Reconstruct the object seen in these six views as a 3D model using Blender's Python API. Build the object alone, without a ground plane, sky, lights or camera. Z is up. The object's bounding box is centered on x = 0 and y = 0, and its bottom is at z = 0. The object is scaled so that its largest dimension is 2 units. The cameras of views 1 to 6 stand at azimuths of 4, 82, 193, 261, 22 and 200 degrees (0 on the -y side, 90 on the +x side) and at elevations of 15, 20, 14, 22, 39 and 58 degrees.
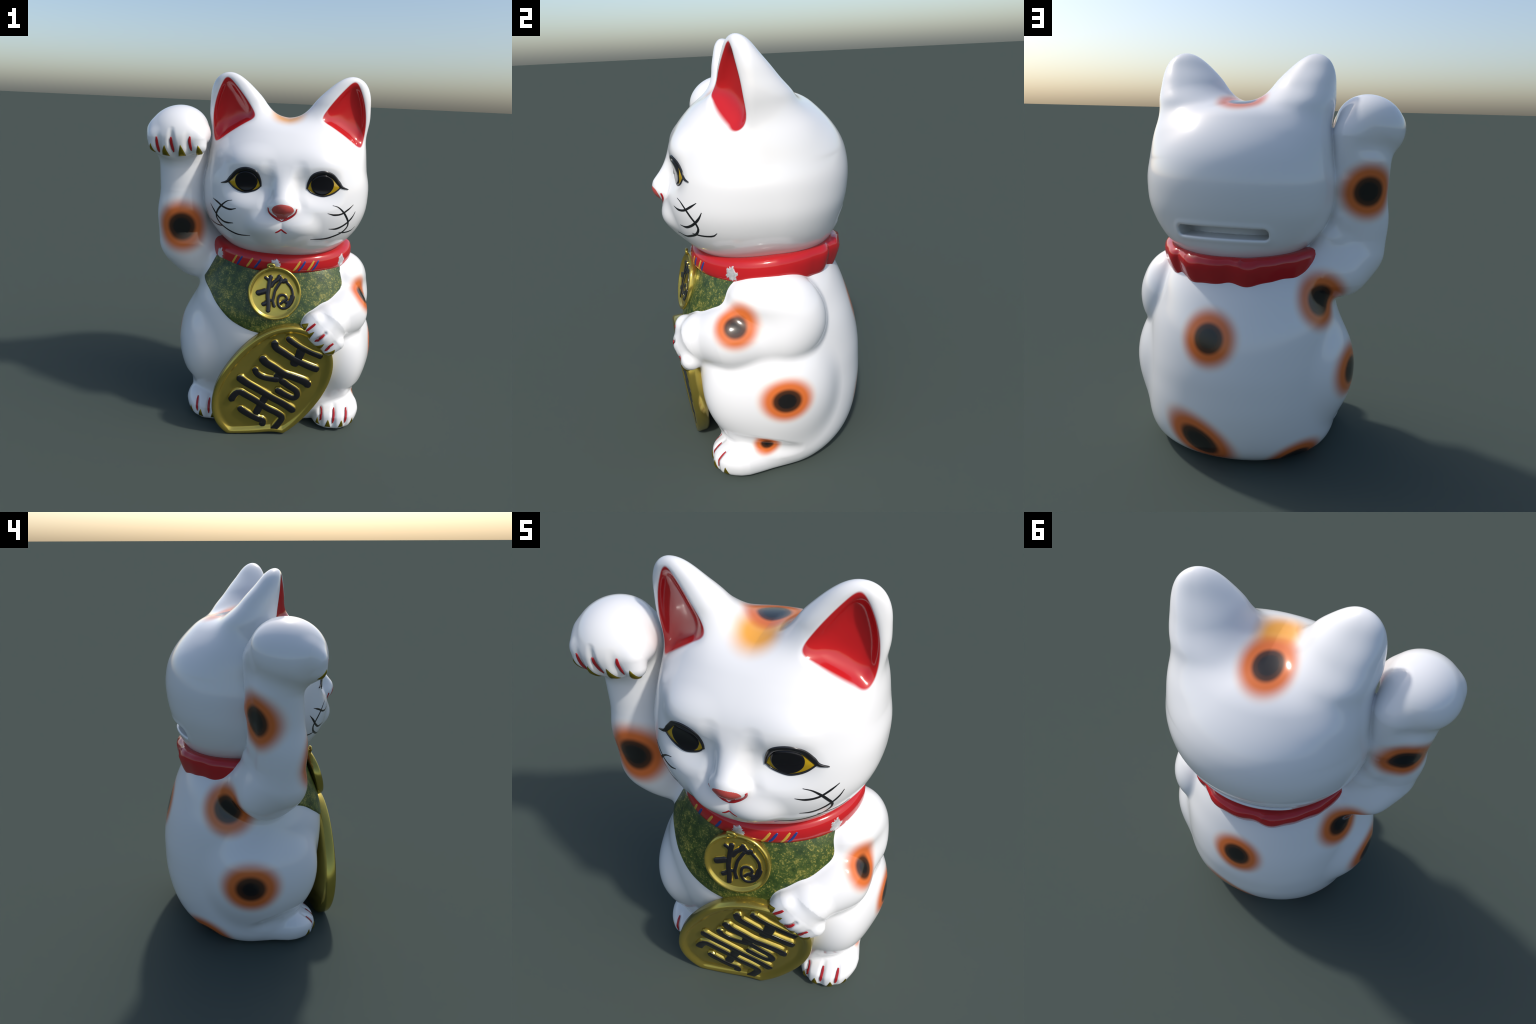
# ---------------------------------------------------------------------------
# Beckoning-cat coin bank: glazed ceramic figure built from an implicit body
# (lofts, ellipsoids and round cones smoothly blended), meshed and then split
# into anatomical parts; paint, coins, collar and claws are separate meshes.
# ---------------------------------------------------------------------------
import math
import numpy as np

CX = 0.105            # symmetry plane of the head
BX = 0.086            # symmetry plane of the body


# ---- small maths kit -------------------------------------------------------
def pchip(xs, ys):
    """Monotone cubic through control points, linear beyond the ends."""
    xs = np.asarray(xs, float); ys = np.asarray(ys, float)
    h = np.diff(xs); d = np.diff(ys) / h
    m = np.zeros_like(ys)
    for i in range(1, len(xs) - 1):
        if d[i - 1] * d[i] > 0:
            w1 = 2 * h[i] + h[i - 1]; w2 = h[i] + 2 * h[i - 1]
            m[i] = (w1 + w2) / (w1 / d[i - 1] + w2 / d[i])
    m[0] = d[0]; m[-1] = d[-1]

    def f(x):
        i = np.clip(np.searchsorted(xs, x) - 1, 0, len(xs) - 2)
        t = (x - xs[i]) / h[i]
        tc = np.clip(t, 0, 1)
        a = ys[i] * (1 + 2 * tc) * (1 - tc) ** 2 + ys[i + 1] * tc * tc * (3 - 2 * tc)
        b = h[i] * (m[i] * tc * (1 - tc) ** 2 + m[i + 1] * tc * tc * (tc - 1))
        lo = np.minimum(t, 0) * h[i] * m[0]
        hi = np.maximum(t - 1, 0) * h[i] * m[-1]
        return a + b + lo + hi
    return f


def smin(a, b, k):
    h = np.maximum(k - np.abs(a - b), 0) / k
    return np.minimum(a, b) - h * h * k * 0.25


def smax(a, b, k):
    return -smin(-a, -b, k)


def normed(F, P, floor=0.25, e=1.5e-3):
    """Turn any implicit F into an approximate distance, F / |grad F|."""
    v = F(P)
    g = np.zeros(len(P))
    for ax in range(3):
        Q = P.copy(); Q[:, ax] += e
        g += ((F(Q) - v) / e) ** 2
    return v / np.maximum(np.sqrt(g), floor)


def softplus(v, s):
    return np.logaddexp(0, v / s) * s


class Loft:
    """Superelliptic cross-sections stacked along z: rows of
    (z, centre x, centre y, half width, half depth front, half depth back)."""
    def __init__(self, rows, n=2.0, floor=0.25, nf=None, blur=0.02):
        r = np.array(rows, float)
        z = r[:, 0]

        def curve(v):
            """Profile curve, faired by a Gaussian of the given width."""
            f = pchip(z, v)
            zz = np.arange(z[0] - 0.3, z[-1] + 0.3, 0.004)
            k = np.exp(-0.5 * (np.arange(-30, 31) * 0.004 / blur) ** 2); k /= k.sum()
            y = np.convolve(f(zz), k, "same")[30:-30]
            return pchip(zz[30:-30], y)
        self.cx = curve(r[:, 1]); self.cy = curve(r[:, 2])
        self.a2 = curve(r[:, 3] ** 2); self.f2 = curve(r[:, 4] ** 2); self.b2 = curve(r[:, 5] ** 2)
        self.n = n; self.nf = nf or n; self.floor = floor
        self.z0, self.z1 = r[0, 0], r[-1, 0]; self.soft = blur * 0.5

    def raw(self, P):
        z = self.z1 - softplus(self.z1 - np.maximum(P[:, 2], self.z0 - 0.2), self.soft)
        z = self.z0 + softplus(z - self.z0, self.soft)
        X = np.abs(P[:, 0] - self.cx(z)); Y = P[:, 1] - self.cy(z)
        a2 = self.a2(P[:, 2])          # closes off smoothly beyond the last rows
        b2 = np.where(Y < 0, self.f2(z), self.b2(z))
        ratio = np.sqrt(np.maximum(self.a2(z), 4e-5) / np.maximum(b2, 4e-5))
        n = np.where(Y < 0, self.nf, self.n)
        q = (X ** n + (np.abs(Y) * ratio) ** n) ** (2.0 / n)
        return q - a2

    def __call__(self, P):
        return normed(self.raw, P, self.floor)


def ellipsoid(P, c, r, rot=None):
    d = P - np.asarray(c)
    if rot is not None:
        d = d @ rot
    r = np.asarray(r)
    k0 = np.linalg.norm(d / r, axis=1)
    k1 = np.linalg.norm(d / (r * r), axis=1)
    return np.where(k1 > 1e-9, k0 * (k0 - 1) / np.maximum(k1, 1e-9), -r.min())


def round_cone(P, a, b, ra, rb):
    """Capsule whose radius runs from ra at a to rb at b."""
    a = np.asarray(a, float); b = np.asarray(b, float)
    ab = b - a
    t = np.clip((P - a) @ ab / (ab @ ab), 0, 1)
    return np.linalg.norm(P - a - t[:, None] * ab, axis=1) - (ra + (rb - ra) * t)


def chain(P, pts, radii, k=0.0):
    """Round cones along a spine of points."""
    f = None
    for i in range(len(pts) - 1):
        g = round_cone(P, pts[i], pts[i + 1], radii[i], radii[i + 1])
        f = g if f is None else (smin(f, g, k) if k else np.minimum(f, g))
    return f


def rot_xyz(x, y, z):
    x, y, z = np.radians([x, y, z])
    cx, sx, cy, sy, cz, sz = np.cos(x), np.sin(x), np.cos(y), np.sin(y), np.cos(z), np.sin(z)
    rx = np.array([[1, 0, 0], [0, cx, -sx], [0, sx, cx]])
    ry = np.array([[cy, 0, sy], [0, 1, 0], [-sy, 0, cy]])
    rz = np.array([[cz, -sz, 0], [sz, cz, 0], [0, 0, 1]])
    return rz @ ry @ rx


def mirror(P, c=CX):
    """Fold the left half onto the right: local |X| coordinates."""
    Q = P.copy(); Q[:, 0] = np.abs(P[:, 0] - c)
    return Q


def rounded_box_2d(u, w, hu, hw, r):
    a = np.abs(u) - hu + r; b = np.abs(w) - hw + r
    return np.hypot(np.maximum(a, 0), np.maximum(b, 0)) + np.minimum(np.maximum(a, b), 0) - r


# ---- profiles ---------------------------------------------------------------
HEAD = Loft([  # z, cx, cy, half width, front, back
    (0.960, CX, 0.03, 0.090, 0.090, 0.070),
    (1.000, CX, 0.03, 0.225, 0.245, 0.230),
    (1.050, CX, 0.04, 0.315, 0.348, 0.296),
    (1.100, CX, 0.04, 0.370, 0.402, 0.330),
    (1.200, CX, 0.03, 0.442, 0.450, 0.372),
    (1.300, CX, 0.03, 0.473, 0.467, 0.400),
    (1.400, CX, 0.03, 0.476, 0.452, 0.409),
    (1.500, CX, 0.03, 0.453, 0.440, 0.395),
    (1.580, CX, 0.03, 0.432, 0.418, 0.357),
    (1.640, CX, 0.03, 0.396, 0.376, 0.309),
    (1.700, CX, 0.02, 0.345, 0.308, 0.256),
    (1.750, CX, 0.01, 0.280, 0.240, 0.205),
    (1.800, CX, 0.00, 0.100, 0.080, 0.070)], n=2.0, nf=2.4, blur=0.028)

EAR_TURN = 0.12       # the ears face a little outwards: depth shifts with X
EAR = Loft([
    (1.500, 0.24, 0.04, 0.150, 0.10, 0.12),
    (1.640, 0.245, -0.025, 0.178, 0.120, 0.200),
    (1.750, 0.264, -0.067, 0.180, 0.105, 0.200),
    (1.850, 0.287, -0.080, 0.158, 0.088, 0.143),
    (1.930, 0.318, -0.090, 0.114, 0.062, 0.084),
    (1.975, 0.332, -0.095, 0.071, 0.044, 0.052),
    (2.000, 0.336, -0.097, 0.010, 0.010, 0.010)], n=2.2, floor=0.05, blur=0.012)

TORSO = Loft([
    (-0.060, BX + 0.006, 0.0, 0.380, 0.200, 0.255),
    (0.000, BX + 0.006, 0.0, 0.448, 0.245, 0.338),
    (0.050, BX + 0.006, 0.0, 0.490, 0.275, 0.408),
    (0.100, BX + 0.008, 0.0, 0.507, 0.300, 0.446),
    (0.170, BX + 0.010, 0.0, 0.516, 0.325, 0.472),
    (0.250, BX + 0.008, 0.0, 0.519, 0.350, 0.489),
    (0.350, BX + 0.004, 0.0, 0.518, 0.378, 0.499),
    (0.470, BX, 0.0, 0.512, 0.405, 0.499),
    (0.600, BX, 0.0, 0.502, 0.415, 0.484),
    (0.700, BX, 0.0, 0.491, 0.407, 0.461),
    (0.800, BX, 0.0, 0.458, 0.378, 0.428),
    (0.900, BX, 0.0, 0.425, 0.338, 0.389),
    (1.000, BX, 0.0, 0.362, 0.292, 0.330),
    (1.080, BX, 0.0, 0.270, 0.205, 0.220)], n=2.05, nf=2.35, blur=0.028)

FOOT = Loft([
    (-0.060, 0.365, -0.16, 0.085, 0.120, 0.28),
    (0.000, 0.368, -0.16, 0.110, 0.152, 0.30),
    (0.040, 0.374, -0.16, 0.135, 0.172, 0.30),
    (0.085, 0.378, -0.16, 0.142, 0.168, 0.28),
    (0.130, 0.380, -0.15, 0.128, 0.140, 0.24),
    (0.165, 0.380, -0.13, 0.098, 0.095, 0.17),
    (0.200, 0.380, -0.12, 0.040, 0.040, 0.06)], n=2.5, floor=0.08, blur=0.010)


GROOVE = [0.0]        # how far the toe gaps are lifted out of the surface


# ---- the parts as fields ----------------------------------------------------
def f_head(P):
    M = mirror(P)
    f = smax(HEAD(P), P[:, 2] - 1.778, 0.08)                 # flattened crown
    # brow, eye socket, groove beside the bridge, muzzle, nose bridge and nose tip
    f = smin(f, ellipsoid(M, (0.160, -0.312, 1.540), (0.105, 0.062, 0.055)), 0.06)
    f = smax(f, -ellipsoid(M, (0.228, -0.455, 1.432), (0.175, 0.088, 0.074)), 0.06)
    f = smax(f, -chain(M, [(0.082, -0.430, 1.590), (0.082, -0.440, 1.550), (0.090, -0.452, 1.470), (0.092, -0.474, 1.360)], [0.012, 0.028, 0.048, 0.042]), 0.035)
    f = smin(f, ellipsoid(M, (0.055, -0.380, 1.232), (0.115, 0.080, 0.072)), 0.05)
    f = smin(f, ellipsoid(M, (0.0, -0.335, 1.170), (0.120, 0.070, 0.060)), 0.06)
    f = smin(f, round_cone(M, (0, -0.350, 1.475), (0, -0.443, 1.355), 0.046, 0.051), 0.04)
    f = smin(f, ellipsoid(M, (0, -0.432, 1.335), (0.078, 0.055, 0.042)), 0.025)
    # cleft under the nose and the mouth corners
    f = smax(f, -round_cone(M, (0, -0.470, 1.290), (0, -0.468, 1.215), 0.006, 0.006), 0.012)
    f = smax(f, -round_cone(M, (0, -0.471, 1.215), (0.055, -0.465, 1.188), 0.007, 0.004), 0.012)
    # coin slot low on the back of the head, with a soft raised lip
    b = P[:, 1] > 0.1
    sd = rounded_box_2d(P[b, 0] - 0.100, P[b, 2] - 1.190 - 0.012 * np.cos((P[b, 0] - 0.1) * 5) + 0.012, 0.215, 0.026, 0.020)
    g = f[b] - 0.003 * np.exp(-((sd - 0.012) / 0.014) ** 2)
    f[b] = smax(g, np.minimum(-sd, g + 0.110), 0.012)
    return f


def f_ear(P):
    M = mirror(P)
    X = M[:, 0].copy()
    M[:, 1] -= EAR_TURN * (X - EAR.cx(np.clip(M[:, 2], 1.6, 2.0)))
    slant = (-0.206 + 0.45 * (X - 0.185) - P[:, 1]) * 0.9      # flat face of the opening
    return smax(EAR(M), slant, 0.05)


# opening of the ear in front view: corners (X, z) and the bulge of the edge
# that follows each corner
EAR_EDGE = [((0.172, 1.772), -0.008), ((0.404, 1.620), 0.040), ((0.346, 1.984), 0.010)]


def edge_circles(edges, grow=0.0):
    """Each edge as a large circle: (centre x, centre z, radius, sign)."""
    out = []
    for i, ((x0, z0), sag) in enumerate(edges):
        (x1, z1), _ = edges[(i + 1) % len(edges)]
        L = math.hypot(x1 - x0, z1 - z0)
        nx, nz = (z1 - z0) / L, -(x1 - x0) / L          # outward for this winding
        R = (L * L / 4 + sag * sag) / (2 * abs(sag))
        mx, mz = (x0 + x1) / 2, (z0 + z1) / 2
        if sag > 0:
            out.append((mx + nx * (sag - R), mz + nz * (sag - R), R + grow, 1.0))
        else:
            out.append((mx + nx * (sag + R), mz + nz * (sag + R), R - grow, -1.0))
    return out


def ear_cavity(P):
    M = mirror(P)
    X, Y, Z = M[:, 0], M[:, 1], M[:, 2]
    d = None
    for cx, cz, R, sg in edge_circles(EAR_EDGE):
        e = sg * (np.hypot(X - cx, Z - cz) - R)
        d = e if d is None else smax(d, e, 0.06)
    back = Y - (-0.203 + 0.050 + 0.46 * (X - 0.185))
    return smax(d, back, 0.08)


def f_torso(P):
    return TORSO(P)


def f_thigh(P):
    M = mirror(P, BX)
    K = M.copy()
    K[:, 1] += 0.018 * (P[:, 0] > BX)                       # the left knee sits a little further forward
    return smin(ellipsoid(M, (0.402, 0.015, 0.425), (0.190, 0.252, 0.290)),
                ellipsoid(K, (0.384, -0.145, 0.418), (0.158, 0.180, 0.250), rot_xyz(8, 0, 0)), 0.06)



def f_foot(P):
    M = mirror(P, BX + 0.014)
    M[:, 0] += 0.18 * np.maximum(M[:, 1] + 0.16, 0) + 0.12 * np.maximum(-0.2 - M[:, 1], 0)      # heels draw together
    f = FOOT(M)
    M = mirror(P, BX + 0.014)
    for x, y, top in ((0.290, -0.322, -0.250), (0.368, -0.336, -0.272), (0.440, -0.318, -0.259)):
        f = smax(f, -GROOVE[0] - chain(M, [(x, top, 0.150), (x, y + 0.006, 0.09), (x, y, 0.0)], [0.003, 0.009, 0.012]), 0.020)
    return f


def f_arm_raised(P):
    Q = P.copy()
    Q[:, 1] = -0.060 + (P[:, 1] + 0.060) * np.interp(P[:, 2], [0.90, 1.12, 1.35], [1.0, 1.20, 1.08])
    f = chain(Q, [(-0.25, 0.055, 0.93), (-0.40, -0.025, 0.968), (-0.468, -0.083, 1.05), (-0.484, -0.085, 1.20), (-0.490, -0.055, 1.50)],
              [0.118, 0.136, 0.130, 0.124, 0.132], 0.08)
    g = chain(P, [(-0.28, 0.05, 0.95), (-0.38, -0.005, 1.02), (-0.415, -0.005, 1.22), (-0.425, 0.003, 1.40), (-0.43, 0.0, 1.62)], [0.11, 0.085, 0.070, 0.074, 0.090], 0.03)
    g = smin(g, round_cone(P, (-0.315, 0.03, 1.030), (-0.345, 0.02, 1.120), 0.075, 0.062), 0.06)
    return smin(f, g, 0.04)


def f_paw_raised(P):
    f = ellipsoid(P, (-0.506, -0.105, 1.662), (0.174, 0.176, 0.150), rot_xyz(12, -20, 0))
    for x, z in ((-0.607, 1.610), (-0.552, 1.600), (-0.464, 1.598), (-0.382, 1.604)):      # four toes
        f = smin(f, chain(P, [(x, -0.150, 1.665), (x, -0.200, 1.640), (x + 0.004, -0.205, z)], [0.06, 0.050, 0.046]), 0.035)
    for x0, x1 in ((-0.592, -0.580), (-0.512, -0.502), (-0.424, -0.416)):                  # gaps between toes
        f = smax(f, -GROOVE[0] - chain(P, [(x0, -0.282, 1.690), (x0, -0.276, 1.625), (x1, -0.240, 1.545)], [0.003, 0.012, 0.014]), 0.024)
    return f


def f_arm_lowered(P):
    f = ellipsoid(P, (0.478, 0.078, 0.783), (0.155, 0.170, 0.200), rot_xyz(10, 0, 0))
    f = smin(f, ellipsoid(P, (0.445, -0.020, 0.880), (0.158, 0.185, 0.125)), 0.06)
    f = smin(f, chain(P, [(0.485, 0.03, 0.710), (0.462, -0.18, 0.705), (0.380, -0.305, 0.675)], [0.15, 0.146, 0.124], 0.05), 0.05)
    return f


def f_hand(P):
    f = chain(P, [(0.305, -0.390, 0.695), (0.352, -0.395, 0.645), (0.402, -0.380, 0.590)], [0.058, 0.072, 0.058])
    f = smin(f, round_cone(P, (0.39, -0.34, 0.68), (0.36, -0.38, 0.64), 0.10, 0.07), 0.03)
    a = np.array((0.283, -0.425, 0.690)); b = np.array((0.408, -0.410, 0.560))
    for t in (0.0, 0.32, 0.68, 1.0):                                                        # four toes
        c = a * (1 - t) + b * t
        f = smin(f, round_cone(P, c + (0.035, 0.02, 0.030), c + (-0.008, 0.004, -0.008), 0.042, 0.030), 0.025)
    a = np.array((0.291, -0.470, 0.690)); b = np.array((0.400, -0.455, 0.578))
    for t in (0.0, 0.48, 1.0):
        c = a * (1 - t) + b * t
        f = smax(f, -GROOVE[0] - round_cone(P, c + (0.030, 0.006, 0.030), c + (-0.032, 0.004, -0.032), 0.003, 0.010), 0.020)
    return f


def boxed(f, lo, hi, pad=0.22):
    """Evaluate a part only near its box; far away the box distance will do."""
    lo = np.array(lo); hi = np.array(hi)

    def g(P):
        d = np.linalg.norm(np.maximum(np.maximum(lo - P, P - hi), 0), axis=1)
        near = d < pad
        out = d + 0.0
        if near.any():
            out[near] = f(P[near])
        return out
    return g


f_head = boxed(f_head, (-0.40, -0.52, 0.96), (0.61, 0.45, 1.80))
f_ear = boxed(f_ear, (-0.36, -0.20, 1.50), (0.57, 0.20, 2.00))
f_torso = boxed(f_torso, (-0.42, -0.42, -0.03), (0.63, 0.52, 1.08))
f_thigh = boxed(f_thigh, (-0.50, -0.33, 0.08), (0.71, 0.28, 0.75))
f_foot = boxed(f_foot, (-0.44, -0.34, -0.03), (0.64, 0.16, 0.19))
f_arm_raised = boxed(f_arm_raised, (-0.64, -0.21, 0.74), (-0.10, 0.23, 1.64))
f_paw_raised = boxed(f_paw_raised, (-0.70, -0.30, 1.48), (-0.32, 0.08, 1.84))
f_arm_lowered = boxed(f_arm_lowered, (0.22, -0.46, 0.53), (0.66, 0.27, 1.00))
f_hand = boxed(f_hand, (0.22, -0.49, 0.50), (0.50, -0.22, 0.80))

PARTS = [("head", f_head), ("ear", f_ear), ("torso", f_torso), ("hind_leg", f_thigh), ("foot", f_foot),
         ("raised_arm", f_arm_raised), ("raised_paw", f_paw_raised), ("lowered_arm", f_arm_lowered), ("hand", f_hand)]


def crease(M):
    return chain(M, [(0.500, -0.270, 0.200), (0.555, -0.140, 0.180), (0.562, -0.03, 0.155), (0.555, 0.080, 0.135)], [0.045, 0.060, 0.055, 0.030])


boxed_crease = boxed(crease, (0.43, -0.33, 0.08), (0.64, 0.13, 0.26), 0.06)
boxed_cavity = boxed(ear_cavity, (-0.36, -0.62, 1.55), (0.57, 0.05, 2.03), 0.05)


def part_fields(P):
    return {n: f(P) for n, f in PARTS}


def body(P):
    F = part_fields(P)
    head = smin(F["head"], F["ear"], 0.10)
    head = smax(head, -boxed_cavity(P), 0.022)
    legs = smin(F["torso"], F["hind_leg"], 0.06)
    M = mirror(P, BX)
    legs = smax(legs, -boxed_crease(M), 0.030)                 # crease between haunch and foot
    legs = smin(legs, F["foot"], 0.020)
    arm = smin(F["raised_arm"], F["raised_paw"], 0.05)
    b = smin(legs, arm, 0.06)
    low = smin(F["lowered_arm"], F["hand"], 0.03)
    b = smin(b, low, 0.022)
    b = smax(b, -P[:, 2] + 0.001, 0.03)
    return smin(b, head, 0.012)


# ---- meshing: naive surface nets on a narrow band ---------------------------
LO = np.array([-0.76, -0.60, -0.03]); HI = np.array([0.78, 0.62, 2.06])


def gradient(f, P, e=1e-3):
    g = np.empty_like(P)
    for ax in range(3):
        A = P.copy(); B = P.copy(); A[:, ax] += e; B[:, ax] -= e
        g[:, ax] = f(A) - f(B)
    return g / np.maximum(np.linalg.norm(g, axis=1, keepdims=True), 1e-12)


def surface_nets(f, h):
    S = 5
    n = np.ceil((HI - LO) / (h * S)).astype(int)
    ax = [LO[i] + (np.arange(n[i]) + 0.5) * h * S for i in range(3)]
    C = np.stack(np.meshgrid(*ax, indexing="ij"), -1).reshape(-1, 3)
    fc = f(C)
    near = np.abs(fc) < h * S * 1.5 + 0.01
    V = np.repeat(np.repeat(np.repeat(fc.reshape(n), S, 0), S, 1), S, 2)
    off = (np.arange(S) - (S - 1) / 2) * h
    O = np.stack(np.meshgrid(off, off, off, indexing="ij"), -1).reshape(-1, 3)
    ids = np.nonzero(near)[0]
    val = np.empty((len(ids), S ** 3))
    for s in range(0, len(ids), 4000):
        b = ids[s:s + 4000]
        val[s:s + 4000] = f((C[b][:, None, :] + O[None]).reshape(-1, 3)).reshape(len(b), -1)
    V6 = V.reshape(n[0], S, n[1], S, n[2], S)
    i, j, k = np.unravel_index(ids, n)
    V6[i, :, j, :, k, :] = val.reshape(-1, S, S, S)
    org = LO + 0.5 * h
    N = np.array(V.shape)
    inside = V < 0
    cnt = sum(inside[a:N[0] - 1 + a, b:N[1] - 1 + b, c:N[2] - 1 + c].astype(np.int8)
              for a in (0, 1) for b in (0, 1) for c in (0, 1))
    cells = np.argwhere((cnt > 0) & (cnt < 8))
    idx = -np.ones(N - 1, int)
    idx[tuple(cells.T)] = np.arange(len(cells))
    acc = np.zeros((len(cells), 3)); num = np.zeros(len(cells))
    corners = [(a, b, c) for a in (0, 1) for b in (0, 1) for c in (0, 1)]
    for p in corners:
        for q in corners:
            if sum(np.abs(np.subtract(p, q))) == 1 and p < q:
                vp = V[tuple((cells + p).T)]; vq = V[tuple((cells + q).T)]
                m = (vp < 0) != (vq < 0)
                t = np.where(m, vp / np.where(m, vp - vq, 1), 0)
                acc += m[:, None] * (np.array(p) + t[:, None] * (np.array(q) - np.array(p)))
                num += m
    verts = org + (cells + acc / num[:, None]) * h
    quads = []
    for a in range(3):
        b, c = (a + 1) % 3, (a + 2) % 3
        sl0 = [slice(None)] * 3; sl1 = [slice(None)] * 3
        sl0[a] = slice(0, -1); sl1[a] = slice(1, None)
        s0 = inside[tuple(sl0)]; s1 = inside[tuple(sl1)]
        E = np.argwhere(s0 != s1)
        E = E[(E[:, b] > 0) & (E[:, c] > 0)]
        flip = s1[tuple(E.T)]
        db = np.zeros(3, int); db[b] = 1; dc = np.zeros(3, int); dc[c] = 1
        q = np.stack([idx[tuple((E - db - dc).T)], idx[tuple((E - dc).T)], idx[tuple(E.T)], idx[tuple((E - db).T)]], 1)
        q[flip] = q[flip][:, ::-1]
        quads.append(q)
    quads = np.concatenate(quads)
    for it in range(4):
        # relax a little along the surface, then pull back on to it
        if it < 3:
            s = np.zeros_like(verts); w = np.zeros(len(verts))
            for u in range(4):
                np.add.at(s, quads[:, u], verts[quads[:, (u + 1) % 4]] + verts[quads[:, (u + 3) % 4]])
                np.add.at(w, quads[:, u], 2)
            verts = 0.5 * verts + 0.5 * s / w[:, None]
        v0 = f(verts)
        g = np.empty_like(verts)
        for ax in range(3):
            A = verts.copy(); A[:, ax] += 1e-3
            g[:, ax] = f(A) - v0
        g /= np.maximum(np.linalg.norm(g, axis=1, keepdims=True), 1e-9)
        verts = verts - np.clip(v0, -0.004, 0.004)[:, None] * g
    return verts, quads


# =============================================================================
# Blender side
# =============================================================================
import bpy

for o in list(bpy.data.objects):
    bpy.data.objects.remove(o, do_unlink=True)

RNG = np.random.default_rng(7)


# ---- node expressions -------------------------------------------------------
class Graph:
    def __init__(self, name):
        self.mat = bpy.data.materials.new(name)
        self.mat.use_nodes = True
        self.t = self.mat.node_tree
        self.t.nodes.clear()
        self.out = self.t.nodes.new("ShaderNodeOutputMaterial")
        self.bsdf = self.t.nodes.new("ShaderNodeBsdfPrincipled")
        self.t.links.new(self.bsdf.outputs[0], self.out.inputs[0])
        tc = self.t.nodes.new("ShaderNodeTexCoord")
        self.obj = tc.outputs["Object"]

    def link(self, sock, v):
        if isinstance(v, Ex):
            v = v.s
        if isinstance(v, bpy.types.NodeSocket):
            self.t.links.new(v, sock)
        else:
            sock.default_value = v

    def math(self, op, a, b=None, clamp=False):
        n = self.t.nodes.new("ShaderNodeMath"); n.operation = op; n.use_clamp = clamp
        self.link(n.inputs[0], a)
        if b is not None:
            self.link(n.inputs[1], b)
        return Ex(self, n.outputs[0])

    def smooth_max(self, a, b, k):
        n = self.t.nodes.new("ShaderNodeMath"); n.operation = "SMOOTH_MAX"
        self.link(n.inputs[0], a); self.link(n.inputs[1], b); n.inputs[2].default_value = k
        return Ex(self, n.outputs[0])

    def vec(self, op, a, b=None):
        n = self.t.nodes.new("ShaderNodeVectorMath"); n.operation = op
        self.link(n.inputs[0], a)
        if b is not None:
            self.link(n.inputs[1], b)
        return n.outputs["Value"] if op in ("LENGTH", "DOT_PRODUCT", "DISTANCE") else n.outputs["Vector"]

    def xyz(self):
        n = self.t.nodes.new("ShaderNodeSeparateXYZ")
        self.link(n.inputs[0], self.obj)
        return [Ex(self, o) for o in n.outputs]

    def step(self, v, lo, hi):
        """1 below lo falling smoothly to 0 above hi."""
        n = self.t.nodes.new("ShaderNodeMapRange"); n.interpolation_type = "SMOOTHSTEP"
        self.link(n.inputs[0], v)
        n.inputs[1].default_value = lo; n.inputs[2].default_value = hi
        n.inputs[3].default_value = 1.0; n.inputs[4].default_value = 0.0
        return Ex(self, n.outputs[0])

    def ramp(self, v, stops, interp="EASE"):
        n = self.t.nodes.new("ShaderNodeValToRGB")
        n.color_ramp.interpolation = interp
        e = n.color_ramp.elements
        while len(e) > 1:
            e.remove(e[-1])
        for i, (p, c) in enumerate(stops):
            el = e[0] if i == 0 else e.new(p)
            el.position = p; el.color = (*c, 1)
        self.link(n.inputs[0], v)
        return n.outputs[0]

    def mix(self, fac, a, b, kind="MIX"):
        n = self.t.nodes.new("ShaderNodeMix"); n.data_type = "RGBA"; n.blend_type = kind
        self.link(n.inputs[0], fac)
        for sock, v in ((n.inputs[6], a), (n.inputs[7], b)):
            self.link(sock, (*v, 1) if isinstance(v, tuple) and len(v) == 3 else v)
        return n.outputs[2]

    def noise(self, scale, detail=2.0, rough=0.5, vec=None, dist=0.0):
        n = self.t.nodes.new("ShaderNodeTexNoise")
        self.link(n.inputs["Vector"], vec or self.obj)
        n.inputs["Scale"].default_value = scale; n.inputs["Detail"].default_value = detail
        n.inputs["Roughness"].default_value = rough; n.inputs["Distortion"].default_value = dist
        return Ex(self, n.outputs[0])

    def bump(self, h, strength, dist):
        n = self.t.nodes.new("ShaderNodeBump")
        n.inputs["Strength"].default_value = strength; n.inputs["Distance"].default_value = dist
        self.link(n.inputs["Height"], h)
        self.t.links.new(n.outputs[0], self.bsdf.inputs["Normal"])

    def set(self, **kw):
        for k, v in kw.items():
            s = self.bsdf.inputs[k.replace("_", " ")]
            self.link(s, (*v, 1) if isinstance(v, tuple) and len(v) == 3 else v)
        return self.mat


class Ex:
    def __init__(self, g, s): self.g, self.s = g, s
    def __add__(a, b): return a.g.math("ADD", a, b)
    def __radd__(a, b): return a.g.math("ADD", a, b)
    def __sub__(a, b): return a.g.math("SUBTRACT", a, b)
    def __rsub__(a, b): return a.g.math("SUBTRACT", b, a)
    def __mul__(a, b): return a.g.math("MULTIPLY", a, b)
    def __rmul__(a, b): return a.g.math("MULTIPLY", a, b)
    def min(a, b): return a.g.math("MINIMUM", a, b)
    def max(a, b): return a.g.math("MAXIMUM", a, b)
    def abs(a): return a.g.math("ABSOLUTE", a)


# ---- materials --------------------------------------------------------------
WHITE = (0.80, 0.80, 0.80)
ORANGE = (0.66, 0.155, 0.035)

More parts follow.
